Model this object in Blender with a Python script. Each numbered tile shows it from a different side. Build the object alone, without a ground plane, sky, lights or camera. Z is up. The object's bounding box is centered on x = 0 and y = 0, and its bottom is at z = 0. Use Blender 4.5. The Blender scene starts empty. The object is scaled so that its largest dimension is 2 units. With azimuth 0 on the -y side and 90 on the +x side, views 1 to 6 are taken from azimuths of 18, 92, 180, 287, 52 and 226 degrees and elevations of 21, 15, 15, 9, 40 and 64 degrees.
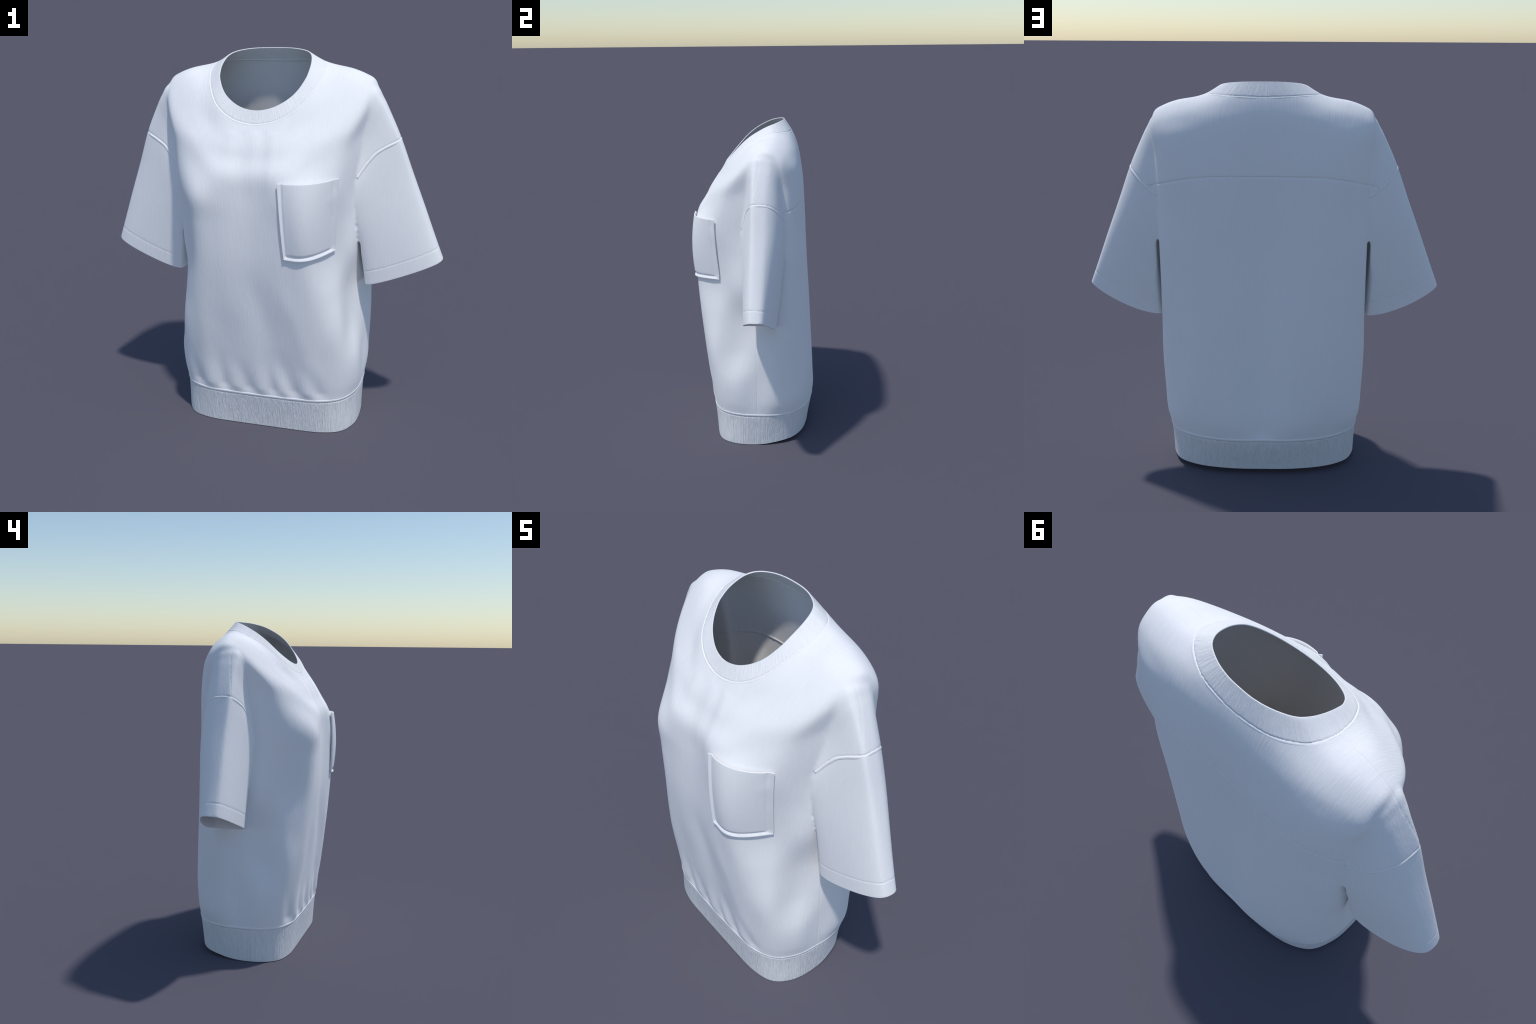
import bpy, math
import numpy as np
from mathutils import Vector
from mathutils.bvhtree import BVHTree

# ---------------------------------------------------------------- settings
VOX = 0.006          # grain of the cloth surface mesh
THICK = 0.007        # cloth thickness
YS = 0.03            # depth of the side seams

# ================================================================ helpers
def catmull(P, n, periodic):
    """Resample control rows P (k, ...) with a Catmull-Rom spline, n samples per span."""
    P = np.asarray(P, float)
    k = len(P)
    if periodic:
        idx = np.arange(k)
        A, B, C, D = P[idx - 1], P[idx], P[(idx + 1) % k], P[(idx + 2) % k]
    else:
        ext = np.concatenate([[2 * P[0] - P[1]], P, [2 * P[-1] - P[-2]]])
        A, B, C, D = ext[:-3], ext[1:-2], ext[2:-1], ext[3:]
    out = []
    for s in range(n):
        t = s / n
        out.append(0.5 * (2 * B + (C - A) * t + (2 * A - 5 * B + 4 * C - D) * t * t
                          + (3 * B - A - 3 * C + D) * t ** 3))
    R = np.stack(out, 1).reshape((-1,) + P.shape[1:])
    if not periodic:
        R = np.concatenate([R, P[-1:]])
    return R

def chord_spline(P, n, alpha=.8):
    """Like catmull, but the tangents respect uneven spacing of the control rows (no overshoot)."""
    P = np.asarray(P, float)
    d = np.linalg.norm(np.diff(P, axis=0), axis=-1, keepdims=True).clip(1e-6) ** alpha
    sl_ = np.diff(P, axis=0) / d
    v = np.empty_like(P)
    v[0], v[-1] = sl_[0], sl_[-1]
    v[1:-1] = (sl_[:-1] * d[1:] + sl_[1:] * d[:-1]) / (d[1:] + d[:-1])
    out = []
    for q in range(n):
        t = q / n
        out.append((2 * t ** 3 - 3 * t ** 2 + 1) * P[:-1] + (t ** 3 - 2 * t ** 2 + t) * v[:-1] * d
                   + (3 * t ** 2 - 2 * t ** 3) * P[1:] + (t ** 3 - t ** 2) * v[1:] * d)
    return np.concatenate([np.stack(out, 1).reshape((-1,) + P.shape[1:]), P[-1:]])

def smoothstep(a, b, x):
    t = np.clip((x - a) / (b - a), 0, 1)
    return t * t * (3 - 2 * t)

def bump(x, c, w):
    return np.exp(-((x - c) / w) ** 2)

def tube_mesh(rings):
    """Closed mesh (with end caps) through rings (m, n, 3)."""
    m, n, _ = rings.shape
    V = rings.reshape(-1, 3)
    i = np.arange(m - 1)[:, None] * n
    j = np.arange(n)[None]
    jn = (j + 1) % n
    Q = np.stack([i + j, i + jn, i + n + jn, i + n + j], -1).reshape(-1, 4)
    T = np.concatenate([Q[:, [0, 1, 2]], Q[:, [0, 2, 3]]])
    caps = []
    V = np.concatenate([V, [rings[0].mean(0)], [rings[-1].mean(0)]])
    a, b = m * n, m * n + 1
    jj = np.arange(n); jn = (jj + 1) % n
    caps.append(np.stack([np.full(n, a), jn, jj], 1))
    caps.append(np.stack([np.full(n, b), (m - 1) * n + jj, (m - 1) * n + jn], 1))
    return V, np.concatenate([T] + caps)

# ================================================================ body form
# each ring: half outline of the garment from centre front over the side seam to centre back
def level(z, *xy):
    return [(x, y, z) for x, y in xy]
HEM_RING = [(0, -.238, 0), (.17, -.238, 0), (.31, -.232, 0), (.424, -.193, 0), (.484, -.095, 0), (.495, .03, .004),
            (.483, .135, .012), (.436, .244, .022), (.325, .312, .026), (.16, .344, .024), (0, .348, .022)]
BODY = [
    [(x, y * .99, z - .05) for x, y, z in HEM_RING],
    HEM_RING,
    level(.20, (0, -.260), (.17, -.257), (.32, -.245), (.43, -.19), (.487, -.087), (.502, .03),
          (.496, .145), (.449, .253), (.325, .335), (.16, .374), (0, .376)),
    level(.28, (0, -.272), (.17, -.268), (.315, -.256), (.434, -.202), (.497, -.095), (.505, .03),
          (.512, .155), (.466, .262), (.33, .346), (.17, .384), (0, .374)),
    level(.42, (0, -.290), (.17, -.285), (.32, -.271), (.436, -.217), (.497, -.10), (.503, .04),
          (.520, .16), (.471, .263), (.335, .353), (.17, .380), (0, .358)),
    level(.62, (0, -.312), (.17, -.309), (.32, -.297), (.428, -.230), (.453, -.077), (.500, .045),
          (.527, .165), (.476, .263), (.335, .350), (.17, .369), (0, .342)),
    level(.82, (0, -.330), (.17, -.334), (.315, -.316), (.405, -.217), (.438, -.075), (.476, .045),
          (.522, .172), (.481, .264), (.335, .343), (.17, .358), (0, .330)),
    level(1.02, (0, -.342), (.17, -.352), (.298, -.330), (.384, -.204), (.458, -.088), (.486, .035),
          (.523, .168), (.486, .263), (.335, .336), (.17, .344), (0, .318)),
    level(1.22, (0, -.342), (.17, -.358), (.290, -.343), (.391, -.216), (.452, -.095), (.478, .035),
          (.522, .165), (.492, .262), (.335, .329), (.17, .333), (0, .309)),
    level(1.36, (0, -.334), (.16, -.360), (.285, -.353), (.396, -.235), (.451, -.117), (.480, .03),
          (.519, .155), (.495, .252), (.335, .323), (.17, .328), (0, .309)),
]
SHOULDER = [
    [(0, -.325, 1.460), (.16, -.340, 1.47), (.286, -.278, 1.50), (.421, -.176, 1.55), (.490, -.045, 1.60),
     (.525, .07, 1.65), (.532, .155, 1.65), (.512, .238, 1.63), (.39, .300, 1.61), (.2, .317, 1.60), (0, .308, 1.59)],
    [(0, -.286, 1.54), (.16, -.284, 1.55), (.308, -.222, 1.605), (.45, -.11, 1.70), (.523, 0, 1.800),
     (.535, .085, 1.853), (.535, .145, 1.845), (.527, .206, 1.79), (.41, .274, 1.765), (.2, .298, 1.74), (0, .295, 1.73)],
    [(0, -.273, 1.573), (.145, -.265, 1.588), (.28, -.198, 1.647), (.402, -.097, 1.745), (.472, .005, 1.842),
     (.488, .083, 1.881), (.488, .148, 1.876), (.465, .221, 1.829), (.34, .268, 1.809), (.165, .289, 1.795), (0, .289, 1.788)],
    [(0, -.256, 1.605), (.13, -.242, 1.625), (.25, -.172, 1.69), (.35, -.083, 1.787), (.41, .01, 1.873),
     (.425, .08, 1.903), (.425, .15, 1.901), (.387, .225, 1.864), (.27, .262, 1.846), (.13, .277, 1.845), (0, .280, 1.843)],
]
NECK_SEAM = [(0, -.203, 1.687), (.115, -.189, 1.708), (.209, -.142, 1.764), (.265, -.062, 1.840), (.289, .01, 1.890),
             (.294, .075, 1.922), (.282, .13, 1.940), (.248, .175, 1.94), (.17, .22, 1.938), (.085, .238, 1.934), (0, .243, 1.932)]
NECK_EDGE = [(0, -.171, 1.745), (.092, -.156, 1.762), (.174, -.112, 1.812), (.220, -.053, 1.876), (.232, .0, 1.920),
             (.230, .055, 1.953), (.217, .105, 1.977), (.187, .147, 1.99), (.125, .18, 1.998), (.06, .196, 2.0), (0, .199, 2.0)]

def full_ring(half):
    h = np.array(half, float)
    m = h[-2:0:-1].copy(); m[:, 0] *= -1
    return np.concatenate([h, m])

half_rings = BODY + SHOULDER + [NECK_SEAM, NECK_EDGE]
e, s = np.array(NECK_EDGE), np.array(NECK_SEAM)
half_rings.append(e + (e - s) * .5)             # trimmed off later at the neck edge
rings = np.stack([full_ring(h) for h in half_rings])
T_SEAM, T_EDGE = len(rings) - 3, len(rings) - 2
NT, NS = 8, 8
rings = chord_spline(rings, NT)
rings = catmull(rings.transpose(1, 0, 2), NS, True).transpose(1, 0, 2)
torso_V, torso_F = tube_mesh(rings)
torso_t = np.concatenate([np.repeat(np.arange(len(rings)) / NT, rings.shape[1]), [0, T_EDGE + 1]])

# ================================================================ sleeves
bt = BVHTree.FromPolygons(torso_V.tolist(), torso_F.tolist())
# stations along the sleeve: top point (x, z), underside point (x, z), front, back and ridge depth, front and back skew
SLEEVE = [
    ((.47, 1.840), (.30, 1.50), -.005, .185, .08, .1, .05),
    ((.545, 1.830), (.33, 1.42), -.025, .200, .08, .1, .05),
    ((.580, 1.780), (.36, 1.39), -.040, .212, .06, .35, .1),
    ((.614, 1.717), (.38, 1.36), -.055, .222, .05, .6, .2),
    ((.676, 1.583), (.415, 1.29), -.080, .234, .038, .8, .25),
    ((.741, 1.406), (.450, 1.17), -.075, .228, .045, .7, .25),
    ((.806, 1.236), (.480, 1.045), -.065, .213, .05, .55, .3),
    ((.861, 1.087), (.499, .920), -.056, .198, .055, .4, .35),
    ((.910, .957), (.513, .811), -.050, .182, .06, .3, .4),
    ((.935, .890), (.522, .742), -.050, .180, .06, .3, .4),
]
def sleeve_rings(sign):
    out = []
    for q, ((tx, tz), (ux, uz), yf, yb, yr, skf, skb) in enumerate(SLEEVE):
        f = q / (len(SLEEVE) - 1)                # the two sleeves hang a little differently
        if sign > 0: skb += .25 * f
        else: yf += .012 * f; yb += .010 * f; yr += .010 * f
        ring = []
        for k in range(24):
            ph = 2 * math.pi * k / 24
            c, s_ = math.cos(ph), math.sin(ph)
            w = 0.5 + 0.5 * math.copysign(abs(c) ** .85, c)     # 1 at top, 0 underneath
            ym = yr * w + (0.5 * yf + .5 * yb) * (1 - w)
            power = (.55 if c > 0 else .36) if s_ > 0 else (.65 if c > 0 else .55)
            bulge = abs(s_) ** power * (1 - (skf if s_ > 0 else skb) * w * .9) if abs(s_) > 1e-6 else 0
            y = ym + ((yf if s_ > 0 else yb) - ym) * bulge
            ring.append((sign * (ux + (tx - ux) * w), y, uz + (tz - uz) * w))
        out.append(ring if sign > 0 else ring[::-1])
    R = catmull(np.array(out), 8, False)
    R = np.ascontiguousarray(catmull(R.transpose(1, 0, 2), 8, True).transpose(1, 0, 2))
    # below the armpit the sleeve hangs clear of the body, behind a little higher up than in front
    for P in R.reshape(-1, 3):
        if P[2] < 1.45 and abs(P[0]) < .62:
            if P[1] > .09 and P[2] < 1.3:        # the inner back corner tucks in behind the body
                P[1] = min(P[1], .112 + max(0, abs(P[0]) - .525) * 2.6 + .12 * smoothstep(.98, 1.3, P[2]))
            hit = bt.ray_cast(Vector((sign * 1.5, P[1], P[2])), Vector((-sign, 0, 0)))
            if hit[0] is not None:
                z0 = 1.07 + .17 * smoothstep(.06, .16, P[1])
                clear = .018 - .30 * smoothstep(z0 - .04, z0 + .20, P[2])
                P[0] = sign * max(sign * P[0], abs(hit[0][0]) + clear)
    return R

sl = [tube_mesh(sleeve_rings(+1)), tube_mesh(sleeve_rings(-1))]

# ================================================================ fuse the three volumes
def remesh(parts, size):
    Vs, Fs, o = [], [], 0
    for V, F in parts:
        Vs.append(V); Fs.append(F + o); o += len(V)
    me = bpy.data.meshes.new("fuse")
    me.from_pydata(np.concatenate(Vs).tolist(), [], np.concatenate(Fs).tolist())
    ob = bpy.data.objects.new("fuse", me)
    bpy.context.scene.collection.objects.link(ob)
    md = ob.modifiers.new("r", 'REMESH'); md.mode = 'VOXEL'; md.voxel_size = size; md.adaptivity = 0
    ev = ob.evaluated_get(bpy.context.evaluated_depsgraph_get())
    m2 = ev.to_mesh()
    m2.calc_loop_triangles()
    V = np.empty(len(m2.vertices) * 3); m2.vertices.foreach_get("co", V)
    E = np.empty(len(m2.edges) * 2, int); m2.edges.foreach_get("vertices", E)
    T = np.empty(len(m2.loop_triangles) * 3, int); m2.loop_triangles.foreach_get("vertices", T)
    ev.to_mesh_clear()
    bpy.data.objects.remove(ob); bpy.data.meshes.remove(me)
    return V.reshape(-1, 3), E.reshape(-1, 2), T.reshape(-1, 3)

V, E, T = remesh([(torso_V, torso_F)] + sl, VOX)

def laplace(V, E, it, lam, keep=None):
    n = len(V)
    deg = np.bincount(E.ravel(), minlength=n)[:, None].clip(1)
    for _ in range(it):
        S = np.stack([np.bincount(E[:, 0], V[E[:, 1], k], n) + np.bincount(E[:, 1], V[E[:, 0], k], n) for k in range(3)], 1)
        V = V + lam * (S / deg - V)
    return V
for _ in range(6):                       # Taubin pairs: smooth without shrinking
    V = laplace(V, E, 1, .6); V = laplace(V, E, 1, -.55)
V = laplace(V, E, 3, .5)

def relax(V, w, it):
    for _ in range(it):
        V = V + w[:, None] * (laplace(V, E, 1, .5) - V)
    return V
x, y, z = V.T
round_back = smoothstep(1.64, 1.72, z) * (1 - smoothstep(1.87, 1.91, z)) * smoothstep(.08, .16, y) * (1 - smoothstep(.46, .52, np.abs(x)))
round_bust = smoothstep(1.15, 1.3, z) * (1 - smoothstep(1.55, 1.64, z)) * smoothstep(-.08, -.16, y)
V = relax(V, np.clip(round_back + round_bust, 0, 1), 60)

def normals(V, T):
    c = np.cross(V[T[:, 1]] - V[T[:, 0]], V[T[:, 2]] - V[T[:, 0]])
    N = np.stack([sum(np.bincount(T[:, q], c[:, k], len(V)) for q in range(3)) for k in range(3)], 1)
    return N / np.linalg.norm(N, axis=1, keepdims=True).clip(1e-12)

N = normals(V, T)
if (N * (V - V.mean(0))).sum() < 0:
    T = T[:, ::-1].copy(); N = -N

# the cloth bridges softly from the body into the sleeves
bs = [BVHTree.FromPolygons(v.tolist(), f.tolist()) for v, f in sl]
soft = np.zeros(len(V))
for i in np.nonzero((V[:, 2] > 1.3) & (np.abs(V[:, 0]) > .38))[0]:
    p = Vector(V[i])
    d = bt.find_nearest(p)[3] + bs[0 if V[i, 0] > 0 else 1].find_nearest(p)[3]
    soft[i] = math.exp(-(d / .034) ** 2)
soft *= smoothstep(1.3, 1.45, V[:, 2]) * (.3 + .7 * smoothstep(1.66, 1.78, V[:, 2])) * (1 - .7 * smoothstep(.14, .2, V[:, 1]) * smoothstep(1.80, 1.72, V[:, 2]))
for _ in range(36):
    step = laplace(V, E, 1, .6) - V
    fill = ((step * N).sum(1) > 0)[:, None] * .85 + .15         # fills creases, spares the shoulder point
    V = V + soft[:, None] * fill * step
N = normals(V, T)

# which volume a point came from, and its level on the body loft
label = np.zeros(len(V), int)
tlev = np.full(len(V), -1.0)
for i in np.nonzero((V[:, 2] > 1.55) | (np.abs(V[:, 0]) > .36))[0]:
    p = Vector(V[i])
    hit = bt.find_nearest(p)
    if V[i, 2] > 1.55:
        f = torso_F[hit[2]]
        w = [1 / (np.linalg.norm(V[i] - torso_V[q]) + 1e-6) for q in f]
        # barycentric weights of the nearest point
        a, b, c = torso_V[f]
        h = np.array(hit[0]); n = np.cross(b - a, c - a); nn = n @ n
        w = np.array([np.cross(b - h, c - h) @ n, np.cross(c - h, a - h) @ n, np.cross(a - h, b - h) @ n]) / nn
        tlev[i] = w @ torso_t[f]
    if abs(V[i, 0]) > .36:
        k = 0 if V[i, 0] > 0 else 1
        h2 = bs[k].find_nearest(p)
        nv = Vector(N[i])
        if h2[3] - .02 * abs(h2[1].dot(nv)) < hit[3] - .02 * abs(hit[1].dot(nv)):
            label[i] = k + 1

# ================================================================ folds in the cloth
def fold_offset(P, N, label):
    x, y, z = P.T
    d = np.zeros(len(P))
    front = smoothstep(.0, -.6, N[:, 1]) * (label == 0)
    back = smoothstep(.2, .8, N[:, 1]) * (label == 0)
    # gathers rising from the waistband
    g = smoothstep(.20, .26, z)
    for cx, w, amp, top, lean in [(-.36, .034, -.009, .50, .10), (-.205, .030, -.0095, .58, .08), (-.06, .034, -.0085, .48, .16),
                                  (.075, .030, -.008, .62, .12), (.19, .038, -.0105, .55, .22), (.335, .034, -.0085, .46, .25),
                                  (-.28, .035, .006, .42, .10), (-.13, .035, .006, .45, .10), (.01, .03, .006, .42, .1),
                                  (.14, .035, .006, .42, .1), (.27, .035, .007, .42, .2)]:
        xc = cx - lean * (z - .2)
        d += front * g * amp * bump(x, xc, w * (1 + (z - .2) * 1.5)) * (1 - smoothstep(.22, top, z))
    # long soft folds down the front
    for cx, w, amp, z0, z1, lean in [(.10, .07, -.007, .35, 1.05, .22), (.27, .06, .006, .3, 1.0, .25), (-.17, .07, -.004, .3, .8, -.05),
                                     (-.30, .06, .004, .3, .9, 0)]:
        xc = cx - lean * (z - .45)
        d += front * amp * bump(x, xc, w) * smoothstep(z0 - .12, z0 + .12, z) * (1 - smoothstep(z1 - .3, z1, z))
    # small pulls under the neckband
    for cx, w, amp, ln in [(-.05, .026, -.0014, .3), (.01, .028, .0024, .36), (.06, .026, -.0018, .40), (.105, .026, .003, .36), (-.11, .028, .0025, .3)]:
        d += front * amp * bump(x, cx, w) * smoothstep(1.66 - ln, 1.62, z) * (1 - smoothstep(1.635, 1.665, z))
    # flutes of the back hem
    d += back * g * -.008 * bump(x, 0.0, .05) * (1 - smoothstep(.2, .45, z))
    return d
V = V + N * fold_offset(V, N, label)[:, None]

# ================================================================ cutting along the seams
class Cloth:
    def __init__(s, V, T, at):
        s.V, s.T, s.at = V, T, at
        s.part = np.zeros(len(T), int)
        s.on = {}
    def split(s, name, g, mask):
        """Split the triangles in mask where the field g (per vertex) changes sign; returns side (+1/-1) per triangle."""
        V, T = s.V, s.T
        g = g.copy()
        # slide vertices that lie close to the line onto it, so that no slivers arise
        M = T[mask]
        ed = np.concatenate([M[:, [0, 1]], M[:, [1, 2]], M[:, [2, 0]]])
        ed = np.concatenate([ed, ed[:, ::-1]])
        ed = ed[g[ed[:, 0]] * g[ed[:, 1]] < 0]
        w = g[ed[:, 0]] / (g[ed[:, 0]] - g[ed[:, 1]])
        ok = w < .32
        ed, w = ed[ok], w[ok]
        o = np.argsort(-w); ed, w = ed[o], w[o]
        best = np.full(len(V), -1); best[ed[:, 0]] = ed[:, 1]
        bw = np.zeros(len(V)); bw[ed[:, 0]] = w
        mv = np.nonzero(best >= 0)[0]
        V = V.copy(); V[mv] += bw[mv, None] * (V[best[mv]] - V[mv]); s.V = V
        g[mv] = 0
        gt = np.sign(g[T])
        cross = mask & (gt.max(1) > 0) & (gt.min(1) < 0)
        ci = np.nonzero(cross)[0]
        edges = {}
        newP = []
        newT, newpart, side_new = [], [], []
        base = len(V)
        A0, A1, W = [], [], []
        def cut(a, b):
            k = (a, b) if a < b else (b, a)
            if k not in edges:
                edges[k] = base + len(A0)
                w = g[k[0]] / (g[k[0]] - g[k[1]])
                A0.append(k[0]); A1.append(k[1]); W.append(w)
            return edges[k]
        for i in ci:
            t = T[i]; sg = gt[i]
            pos, neg = [], []
            for q in range(3):
                a, b = int(t[q]), int(t[(q + 1) % 3])
                if sg[q] >= 0: pos.append(a)
                if sg[q] <= 0: neg.append(a)
                if sg[q] * sg[(q + 1) % 3] < 0:
                    c = cut(a, b); pos.append(c); neg.append(c)
            for poly, sd in ((pos, 1), (neg, -1)):
                for q in range(1, len(poly) - 1):
                    newT.append((poly[0], poly[q], poly[q + 1])); newpart.append(s.part[i]); side_new.append(sd)
        if A0:
            A0 = np.array(A0); A1 = np.array(A1); W = np.array(W)
            s.V = np.concatenate([V, V[A0] * (1 - W)[:, None] + V[A1] * W[:, None]])
            for k in s.at:
                a = s.at[k]
                if a.dtype.kind == 'f':
                    w = W if a.ndim == 1 else W[:, None]
                    s.at[k] = np.concatenate([a, a[A0] * (1 - w) + a[A1] * w])
                else:
                    s.at[k] = np.concatenate([a, a[A0]])
        side = np.where(gt.sum(1) >= 0, 1, -1)
        keep = ~cross
        s.T = np.concatenate([T[keep], np.array(newT, int).reshape(-1, 3)])
        s.part = np.concatenate([s.part[keep], np.array(newpart, int)])
        onv = np.zeros(len(s.V), bool); onv[base:] = True
        inm = np.zeros(base, bool); inm[T[mask].ravel()] = True
        onv[:base] = (g == 0) & inm
        if name in s.on: onv[:len(s.on[name])] |= s.on[name]
        for k in s.on:
            s.on[k] = np.concatenate([s.on[k], np.zeros(len(s.V) - len(s.on[k]), bool)])
        s.on[name] = onv
        msk = np.concatenate([mask[keep], np.ones(len(newT), bool)])
        return np.concatenate([side[keep], np.array(side_new, int)]), msk

FRONT, BACK, YOKE, SLV_L, SLV_R, CUFF_L, CUFF_R, NECK, HEM, WASTE = range(10)
cl = Cloth(V, T, {"N": N, "lab": label, "t": tlev})

def tri_label(cl):
    return np.median(cl.at["lab"][cl.T], axis=1).astype(int)

# waist opening
hem_z = lambda: cl.V[:, 2] - .026 * smoothstep(.0, .30, cl.V[:, 1])
sd, mk = cl.split("waist", hem_z(), np.ones(len(cl.T), bool))
cl.part[:] = FRONT
cl.part[(sd < 0) & (cl.V[cl.T].mean(1)[:, 2] < .1)] = WASTE
# neck opening and neck seam
hi = lambda: (cl.V[cl.T][:, :, 2].max(1) > 1.57) & (np.abs(cl.V[cl.T][:, :, 0]).max(1) < .45) & (cl.part != WASTE)
sd, mk = cl.split("neck_edge", cl.at["t"] - T_EDGE, hi()); cl.part[mk & (sd > 0)] = WASTE
sd, mk = cl.split("neck_seam", (cl.at["t"] - T_SEAM) * .08, hi()); cl.part[mk & (sd > 0) & (cl.part != WASTE)] = NECK
# waistband seam
sd, mk = cl.split("hem_seam", cl.V[:, 2] - .195, (cl.part == FRONT)); cl.part[mk & (sd < 0) & (cl.V[cl.T].mean(1)[:, 2] < .21)] = HEM
# sleeves: armhole seam, cuff seam, cuff opening
def armhole_z(x, y):
    ax = np.abs(x)
    zf = np.interp(ax, [.40, .46, .51, .56, .615, .67, .75], [1.28, 1.375, 1.46, 1.522, 1.556, 1.58, 1.61])
    zb = np.interp(ax, [.40, .52, .59, .67, .75], [1.36, 1.452, 1.505, 1.58, 1.65])
    w = smoothstep(-.02, .12, y)
    return zf * (1 - w) + zb * w
ax_n = np.array([.3615, -.9324])
for k, (S_, C_, sgn) in enumerate([(SLV_L, CUFF_L, 1), (SLV_R, CUFF_R, -1)]):
    sel = lambda: (cl.part == FRONT) & (cl.V[cl.T].mean(1)[:, 0] * sgn > .43) & (tri_label(cl) == k + 1)
    x, y, z = cl.V.T
    sd, mk = cl.split("armhole", z - armhole_z(x, y), sel())
    cl.part[mk & (sd < 0)] = S_
    def cuff_d():
        x, y, z = cl.V.T
        w = np.clip((.905 - np.abs(x)) / .39, 0, 1)
        wave = 4 * w * (1 - w) * (.004 + .018 * smoothstep(.02, .12, y))
        return (np.abs(x) - .905) * ax_n[0] + (z - .958) * ax_n[1] - wave
    sd, mk = cl.split("cuff_edge", cuff_d(), cl.part == S_); cl.part[mk & (sd > 0)] = WASTE
    sd, mk = cl.split("cuff_seam", cuff_d() + .073, cl.part == S_); cl.part[mk & (sd > 0)] = C_
# front / back, yoke
x, y, z = cl.V.T
sd, mk = cl.split("side_seam", y - (YS + .03 * smoothstep(1.4, 1.8, z) - .02 * smoothstep(.56, .68, np.abs(x))), cl.part == FRONT)
cl.part[mk & (sd > 0)] = BACK
x, y, z = cl.V.T
sd, mk = cl.split("yoke_seam", z - (1.561 - .5 * np.clip(np.abs(x) - .2, 0, None) ** 2), cl.part == BACK)
cl.part[mk & (sd > 0)] = YOKE

keep = cl.part != WASTE
cl.T, cl.part = cl.T[keep], cl.part[keep]
# drop cuts that only crossed removed cloth
V, T, part = cl.V, cl.T, cl.part
N = normals(V, T)

def chains(flag, pa, pb):
    """Ordered runs of seam edges between parts pa and pb."""
    def bset(pids):
        F = T[np.isin(part, pids)]
        e = np.sort(np.concatenate([F[:, [0, 1]], F[:, [1, 2]], F[:, [2, 0]]]), axis=1)
        e = e[flag[e[:, 0]] & flag[e[:, 1]]]
        u, ct = np.unique(e, axis=0, return_counts=True)
        return set(map(tuple, u[ct == 1].tolist()))
    es = bset(pa) | bset(pb) if pb is None else bset(pa)
    nb = {}
    for a, b in es:
        nb.setdefault(a, []).append(b); nb.setdefault(b, []).append(a)
    runs, seen = [], set()
    for st in sorted(nb, key=lambda q: len(nb[q])):
        if st in seen: continue
        run = [st]; seen.add(st)
        while True:
            nx = [q for q in nb[run[-1]] if q not in seen]
            if not nx: break
            run.append(nx[0]); seen.add(nx[0])
        if len(run) > 12:
            runs.append((run, len(nb[st]) == 2 and st in nb[run[-1]]))
    return runs

SEAMS = {"neck_seam": (NECK,), "hem_seam": (HEM,), "armhole": (SLV_L, SLV_R), "cuff_seam": (CUFF_L, CUFF_R), "side_seam": (FRONT,), "yoke_seam": (YOKE,)}
# seams pull the cloth in a little
def edges_of(T):
    e = np.concatenate([T[:, [0, 1]], T[:, [1, 2]], T[:, [2, 0]]])
    return e
for nm, pids in SEAMS.items():
    for pid in pids:
        for run, closed in chains(cl.on[nm], [pid], 0):
            P = V[run]
            for _ in range(8):
                Q = .5 * P + .25 * (np.roll(P, 1, 0) + np.roll(P, -1, 0))
                if not closed: Q[0], Q[-1] = P[0], P[-1]
                P = Q
            keep_ = (np.abs(V[run][:, 0]) > .38) & (V[run][:, 2] < 1.38) & (V[run][:, 2] > .8) & (nm in ("armhole", "side_seam"))
            V[run] = np.where(keep_[:, None], V[run], P)
N = normals(V, T)
groove = np.zeros(len(V))
for nm, dep in [("side_seam", .0016), ("yoke_seam", .005), ("cuff_seam", .0016), ("armhole", .0022), ("neck_seam", .003), ("hem_seam", .004)]:
    groove[cl.on[nm]] = np.maximum(groove[cl.on[nm]], dep)
hidden = (np.abs(V[:, 0]) > .38) & (V[:, 2] < 1.38) & (V[:, 2] > .80)
groove[hidden & (cl.on["armhole"] | cl.on["side_seam"]) & ~cl.on["cuff_seam"]] = 0
V = V - N * groove[:, None]
N = normals(V, T)

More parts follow.
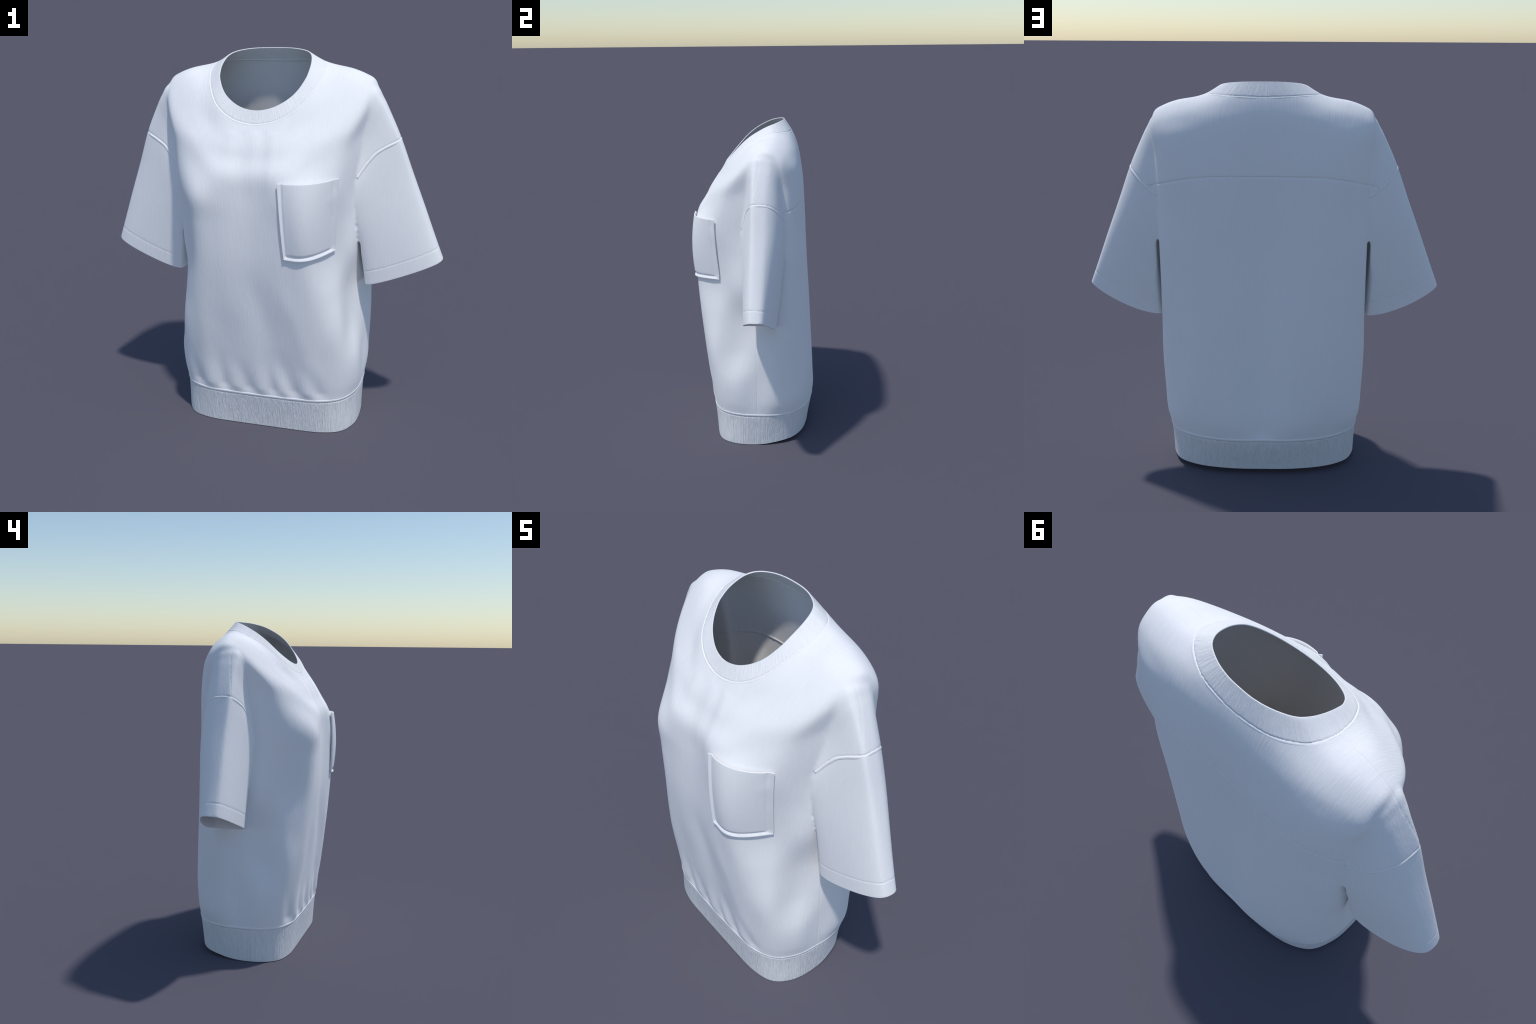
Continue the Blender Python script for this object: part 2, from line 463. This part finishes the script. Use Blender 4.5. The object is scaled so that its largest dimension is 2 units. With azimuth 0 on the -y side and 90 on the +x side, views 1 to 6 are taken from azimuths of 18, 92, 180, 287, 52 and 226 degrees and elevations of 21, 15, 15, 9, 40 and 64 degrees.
# ================================================================ materials
def cloth_material(name, color, dark, kind):
    m = bpy.data.materials.new(name); m.use_nodes = True
    nt = m.node_tree; nd, ln = nt.nodes, nt.links
    bs = nd["Principled BSDF"]
    bs.inputs["Roughness"].default_value = .95
    bs.inputs["Specular IOR Level"].default_value = .12
    tc = nd.new("ShaderNodeTexCoord")
    def mapping(scale, rot=(0, 0, 0), src=None):
        mp = nd.new("ShaderNodeMapping"); mp.inputs["Scale"].default_value = scale; mp.inputs["Rotation"].default_value = rot
        ln.new(src or tc.outputs["Object"], mp.inputs["Vector"]); return mp.outputs["Vector"]
    def noise(vec, sc, det=3, rough=.55):
        n = nd.new("ShaderNodeTexNoise"); n.inputs["Scale"].default_value = sc; n.inputs["Detail"].default_value = det
        n.inputs["Roughness"].default_value = rough; ln.new(vec, n.inputs["Vector"]); return n.outputs["Fac"]
    rot = {"sleeve_left": (0, math.radians(-21), 0), "sleeve_right": (0, math.radians(21), 0)}.get(kind, (0, 0, 0))
    strength, dist = .34, .004
    if kind == "rib":
        a = noise(mapping((1, 1, .012)), 80, 4, .75)
        b = noise(mapping((1, 1, .14)), 150, 2, .6)
        strength, dist = 1.0, .013
    elif kind == "neck":
        sx = nd.new("ShaderNodeSeparateXYZ"); ln.new(tc.outputs["Object"], sx.inputs[0])
        yy = nd.new("ShaderNodeMath"); yy.operation = 'SUBTRACT'; yy.inputs[1].default_value = .03; ln.new(sx.outputs["Y"], yy.inputs[0])
        an = nd.new("ShaderNodeMath"); an.operation = 'ARCTAN2'; ln.new(sx.outputs["X"], an.inputs[0]); ln.new(yy.outputs[0], an.inputs[1])
        cx = nd.new("ShaderNodeCombineXYZ"); ln.new(an.outputs[0], cx.inputs[0]); ln.new(sx.outputs["Z"], cx.inputs[1])
        a = noise(mapping((1, .6, 1), src=cx.outputs[0]), 26, 4, .7)
        b = noise(mapping((1, .2, 1), src=cx.outputs[0]), 14, 2)
        strength, dist = .75, .006
    else:
        # short streaks that run down the cloth: across x on front and back, around the body on the sides
        a1 = noise(mapping((1, .10, .10), rot), 130, 3, .6)
        a2 = noise(mapping((.5, 1, .12), rot), 130, 3, .6)
        ge = nd.new("ShaderNodeNewGeometry"); sn = nd.new("ShaderNodeSeparateXYZ"); ln.new(ge.outputs["Normal"], sn.inputs[0])
        ab = nd.new("ShaderNodeMath"); ab.operation = 'ABSOLUTE'; ln.new(sn.outputs["X"], ab.inputs[0])
        mr = nd.new("ShaderNodeMapRange"); mr.inputs["From Min"].default_value = .5; mr.inputs["From Max"].default_value = .8
        ln.new(ab.outputs[0], mr.inputs["Value"])
        mxf = nd.new("ShaderNodeMix"); ln.new(mr.outputs[0], mxf.inputs["Factor"]); ln.new(a1, mxf.inputs["A"]); ln.new(a2, mxf.inputs["B"])
        a = mxf.outputs["Result"]
        b = noise(mapping((1, 1, .35), rot), 9, 3)
    mx = nd.new("ShaderNodeMath"); mx.operation = 'MULTIPLY_ADD'; mx.inputs[1].default_value = .68 if kind == "rib" else .7
    sc = nd.new("ShaderNodeMath"); sc.operation = 'MULTIPLY'; sc.inputs[1].default_value = .32 if kind == "rib" else .3
    ln.new(b, sc.inputs[0]); ln.new(a, mx.inputs[0]); ln.new(sc.outputs[0], mx.inputs[2])
    cr = nd.new("ShaderNodeValToRGB")
    cr.color_ramp.elements[0].position = .36 if kind == "rib" else .30; cr.color_ramp.elements[0].color = (*dark, 1)
    cr.color_ramp.elements[1].position = .62; cr.color_ramp.elements[1].color = (*color, 1)
    ln.new(mx.outputs[0], cr.inputs[0]); ln.new(cr.outputs[0], bs.inputs["Base Color"])
    bp = nd.new("ShaderNodeBump"); bp.inputs["Strength"].default_value = strength; bp.inputs["Distance"].default_value = dist
    ln.new(mx.outputs[0] if kind == "rib" else a, bp.inputs["Height"]); ln.new(bp.outputs[0], bs.inputs["Normal"])
    return m

WHITE, SHADE = (.97, .97, .975), (.94, .94, .945)
MAT = {
    "body": cloth_material("white_jersey", WHITE, SHADE, "body"),
    "sl": cloth_material("white_jersey_sleeve", WHITE, SHADE, "sleeve_left"),
    "sr": cloth_material("white_jersey_other_sleeve", WHITE, SHADE, "sleeve_right"),
    "neck": cloth_material("white_rib_collar", WHITE, (.91, .91, .915), "neck"),
    "rib": cloth_material("white_rib_band", (.97, .97, .97), (.86, .86, .865), "rib"),  # second colour greyed to paint the shading between the ribs
    "pipe": cloth_material("white_piping", (.96, .96, .96), (.93, .93, .93), "body"),
}

# ================================================================ objects
scene = bpy.context.scene
shirt = bpy.data.objects.new("sweatshirt", None)
shirt["label"] = "white short sleeved sweatshirt with ribbed waistband and chest pocket"
shirt["category"] = "clothing"
scene.collection.objects.link(shirt)

def add_object(name, V, F, mat, parent, N=None):
    me = bpy.data.meshes.new(name)
    me.from_pydata(V.tolist(), [], F.tolist() if hasattr(F, "tolist") else F)
    me.polygons.foreach_set("use_smooth", np.ones(len(me.polygons), bool))
    me.materials.append(mat)
    if N is not None:
        me.normals_split_custom_set_from_vertices(N.tolist())
    me.update()
    ob = bpy.data.objects.new(name, me)
    scene.collection.objects.link(ob)
    ob.parent = parent
    return ob

# the free edges are turned: even them out along their length and note which way is off the cloth
rim_out = np.zeros_like(V)
for nm in ("neck_edge", "cuff_edge", "waist"):
    for pid in (NECK, CUFF_L, CUFF_R, HEM):
        for run, closed in chains(cl.on[nm], [pid], 0):
            if not closed: continue
            P = V[run]
            for _ in range(12):
                P = .5 * P + .25 * (np.roll(P, 1, 0) + np.roll(P, -1, 0))
            V[run] = P
            Q, M = P.copy(), N[run]
            tg = np.roll(Q, -3, 0) - np.roll(Q, 3, 0)
            o = np.cross(tg, M); o /= np.linalg.norm(o, axis=1, keepdims=True)
            mid = V[T[part == pid]].reshape(-1, 3)
            step = mid[np.argmin(((mid[None] - (P[:1, None] + .012 * o[:1, None])) ** 2).sum(-1))] - P[0]
            near_in = np.min(((mid - (P[0] - .012 * o[0])) ** 2).sum(1)); near_out = np.min(((mid - (P[0] + .012 * o[0])) ** 2).sum(1))
            if near_out < near_in: o = -o
            rim_out[run] = o
N = normals(V, T)

inner = V - N * THICK
open_edge = {"waist": cl.on["waist"], "neck": cl.on["neck_edge"], "cuff": cl.on["cuff_edge"]}

def build_part(name, pid, mat, parent):
    F = T[part == pid]
    ids, inv = np.unique(F, return_inverse=True)
    F = inv.reshape(-1, 3); n = len(ids)
    P, Nn = V[ids], N[ids]
    VV = np.concatenate([P, inner[ids]]); NN = np.concatenate([Nn, -Nn])
    faces = [F, F[:, ::-1] + n]
    e = np.sort(np.concatenate([F[:, [0, 1]], F[:, [1, 2]], F[:, [2, 0]]]), axis=1)
    d = np.concatenate([F[:, [0, 1]], F[:, [1, 2]], F[:, [2, 0]]])
    u, ix, ct = np.unique(e, axis=0, return_index=True, return_counts=True)
    b = d[ix[ct == 1]]
    rim = []
    for fl in open_edge.values():
        f = fl[ids]
        rim.append(b[f[b[:, 0]] & f[b[:, 1]]])
    r = np.concatenate(rim)
    if len(r):                                   # turned edge of an opening: rounded lip of its own vertices
        rv = np.unique(r); mp = -np.ones(n, int); mp[rv] = np.arange(len(rv))
        c = .5 * (VV[rv] + VV[rv + n])
        rid = len(VV) + mp
        o = rim_out[ids][rv]
        if name == "waistband": o = np.zeros_like(o)
        VV = np.concatenate([VV, c + o * THICK * .45]); NN = np.concatenate([NN, o if np.abs(o).sum() > 0 else np.tile([0, 0, -1.], (len(rv), 1))])
        a, bb = r[:, 0], r[:, 1]
        faces += [np.stack([bb, a, rid[a]], 1), np.stack([bb, rid[a], rid[bb]], 1),
                  np.stack([rid[bb], rid[a], a + n], 1), np.stack([rid[bb], a + n, bb + n], 1)]
    return add_object(name, VV, np.concatenate(faces), mat, parent, NN)

build_part("front_panel", FRONT, MAT["body"], shirt)
build_part("back_panel", BACK, MAT["body"], shirt)
build_part("yoke", YOKE, MAT["body"], shirt)
sl_l = build_part("sleeve", SLV_L, MAT["sl"], shirt)
sl_r = build_part("sleeve", SLV_R, MAT["sr"], shirt)
build_part("cuff", CUFF_L, MAT["sl"], sl_l)
build_part("cuff", CUFF_R, MAT["sr"], sl_r)
build_part("neckband", NECK, MAT["neck"], shirt)
build_part("waistband", HEM, MAT["rib"], shirt)

# ---------------------------------------------------------------- piping along seams
def sweep(name, runs, across, width, height, lift, mat, parent, step=.006):
    """Rounded cord lying on the cloth beside a seam. across(P, N, tangent) gives the offset direction."""
    for run, closed in runs:
        P, Nn = V[run], N[run]
        if closed:
            P = np.concatenate([P, P[:1]]); Nn = np.concatenate([Nn, Nn[:1]])
        L = np.concatenate([[0], np.cumsum(np.linalg.norm(np.diff(P, axis=0), axis=1))])
        m = max(8, int(L[-1] / step))
        q = np.linspace(0, L[-1], m + 1)
        P = np.stack([np.interp(q, L, P[:, k]) for k in range(3)], 1)
        Nn = np.stack([np.interp(q, L, Nn[:, k]) for k in range(3)], 1)
        if closed: P, Nn = P[:-1], Nn[:-1]
        for _ in range(6):
            for A in (P, Nn):
                B = .5 * A + .25 * (np.roll(A, 1, 0) + np.roll(A, -1, 0))
                if closed: A[:] = B
                else: A[1:-1] = B[1:-1]
        Nn /= np.linalg.norm(Nn, axis=1, keepdims=True)
        tg = np.roll(P, -1, 0) - np.roll(P, 1, 0) if closed else np.gradient(P, axis=0)
        tg /= np.linalg.norm(tg, axis=1, keepdims=True)
        B = np.cross(Nn, tg); B *= np.sign((B * across).sum(1, keepdims=True)) if not callable(across) else np.sign((B * across(P)).sum(1, keepdims=True))
        C = P + B * width * .5 + Nn * lift
        K = 10
        ring = []
        for k in range(K):
            a = 2 * math.pi * k / K
            ring.append(C + B * (width * .5 * math.cos(a)) + Nn * (height * math.sin(a)))
        R = np.stack(ring, 1)
        m = len(R)
        VV = R.reshape(-1, 3)
        F = []
        for i in range(m if closed else m - 1):
            i2 = (i + 1) % m
            for k in range(K):
                k2 = (k + 1) % K
                F.append((i * K + k, i * K + k2, i2 * K + k2, i2 * K + k))
        if not closed:
            F.append(tuple(range(K))[::-1]); F.append(tuple((m - 1) * K + k for k in range(K)))
        me = add_object(name, VV, F, mat, parent).data
        import bmesh
        bm = bmesh.new(); bm.from_mesh(me); bmesh.ops.recalc_face_normals(bm, faces=bm.faces); bm.to_mesh(me); bm.free()

def visible(runs):                     # the armhole seam dives into the armpit: keep the run over the arm
    out = []
    for run, closed in runs:
        zz = V[run][:, 2] > 1.375
        if closed:
            k = int(np.argmin(zz)); run = run[k:] + run[:k]; zz = np.roll(zz, -k)
        cur = []
        for v, ok in list(zip(run, zz)) + [(0, False)]:
            if ok: cur.append(v)
            else:
                if len(cur) > 20: out.append((cur, False))
                cur = []
    return out
away = lambda P: P - np.array([0, .03, 1.95])
sweep("collar_piping", chains(cl.on["neck_seam"], [NECK], 0), away, .012, .0032, .0005, MAT["pipe"], shirt)
sweep("waist_piping", chains(cl.on["hem_seam"], [HEM], 0), np.array([0, 0, 1.]), .019, .0055, .001, MAT["pipe"], shirt)
sweep("armhole_piping", visible(chains(cl.on["armhole"], [SLV_L], 0)), np.array([0, 0, -1.]), .016, .0050, -.0003, MAT["pipe"], sl_l)
sweep("armhole_piping", visible(chains(cl.on["armhole"], [SLV_R], 0)), np.array([0, 0, -1.]), .016, .0050, -.0003, MAT["pipe"], sl_r)

# ---------------------------------------------------------------- chest pocket
cloth_bvh = BVHTree.FromPolygons(V.tolist(), T[part == FRONT].tolist())
def on_chest(x, z):
    h = cloth_bvh.ray_cast(Vector((x, -1, z)), Vector((0, 1, 0)))
    return np.array(h[0]), np.array(h[1])
def pocket():
    nu, nv = 56, 72
    TL, TR, BL, BR = np.array([.151, 1.44]), np.array([.413, 1.44]), np.array([.170, 1.058]), np.array([.390, 1.062])
    fl = .016                                            # free flange outside the stitching
    P = np.zeros((nv + 1, nu + 1, 3)); M = np.zeros_like(P)
    size_u, size_v = .25, .385
    uu, vv = np.meshgrid(np.linspace(0, 1, nu + 1), np.linspace(0, 1, nv + 1))
    X = (TL[0] * (1 - uu) + TR[0] * uu) * (1 - vv) + (BL[0] * (1 - uu) + BR[0] * uu) * vv
    Z = (TL[1] * (1 - uu) + TR[1] * uu) * (1 - vv) + (BL[1] * (1 - uu) + BR[1] * uu) * vv
    Z += -.005 * np.sin(math.pi * uu) * (1 - vv) - .006 * np.sin(math.pi * uu ** .6) * vv ** 3
    Y = np.array([[on_chest(X[j, i], Z[j, i])[0][1] for i in range(nu + 1)] for j in range(nv + 1)])
    # the patch spans the chest in an even curve instead of following every dent
    basis = np.stack([uu ** p * vv ** q for p in range(5) for q in range(3)], -1).reshape(-1, 15)
    Ys = (basis @ np.linalg.lstsq(basis, Y.ravel(), rcond=None)[0]).reshape(Y.shape)
    gy, gx = np.gradient(Ys)
    nx = gx / np.gradient(X, axis=1); nz = gy / np.gradient(Z, axis=0)
    Nn = np.stack([nx, -np.ones_like(nx), nz], -1); Nn /= np.linalg.norm(Nn, axis=-1, keepdims=True)
    for j in range(nv + 1):
        v = j / nv
        for i in range(nu + 1):
            u = i / nu
            ds = min(u, 1 - u) * size_u; db = (1 - v) * size_v
            body = .009 + .006 * math.sin(math.pi * u)
            d = min(ds, db)                              # distance to the sewn outline
            stitch = math.exp(-((d - fl) / .006) ** 2)
            off = body * (1 - .5 * stitch) + .006 * max(0, (fl - d) / fl) * (1 - .4 * u * (db > ds))
            p = np.array([X[j, i], Ys[j, i], Z[j, i]]) + Nn[j, i] * off
            p[1] = min(p[1], Y[j, i] - .003)
            P[j, i] = p
            M[j, i] = Nn[j, i]
    n = (nu + 1) * (nv + 1)
    Vv = np.concatenate([P.reshape(-1, 3), (P - M * .005).reshape(-1, 3)])
    F = []
    id_ = lambda j, i: j * (nu + 1) + i
    for j in range(nv):
        for i in range(nu):
            q = (id_(j, i), id_(j + 1, i), id_(j + 1, i + 1), id_(j, i + 1))
            F.append(q); F.append(tuple(k + n for k in q[::-1]))
    border = [id_(j, 0) for j in range(nv)] + [id_(nv, i) for i in range(nu)] + [id_(j, nu) for j in range(nv, 0, -1)] + [id_(0, i) for i in range(nu, 0, -1)]
    for a, b in zip(border, border[1:] + border[:1]):
        F.append((b, a, a + n, b + n))
    ob = add_object("pocket", Vv, F, MAT["body"], shirt)
    md = ob.modifiers.new("round", 'BEVEL'); md.width = .002; md.segments = 2; md.limit_method = 'ANGLE'; md.angle_limit = math.radians(50)
    return ob
pocket()
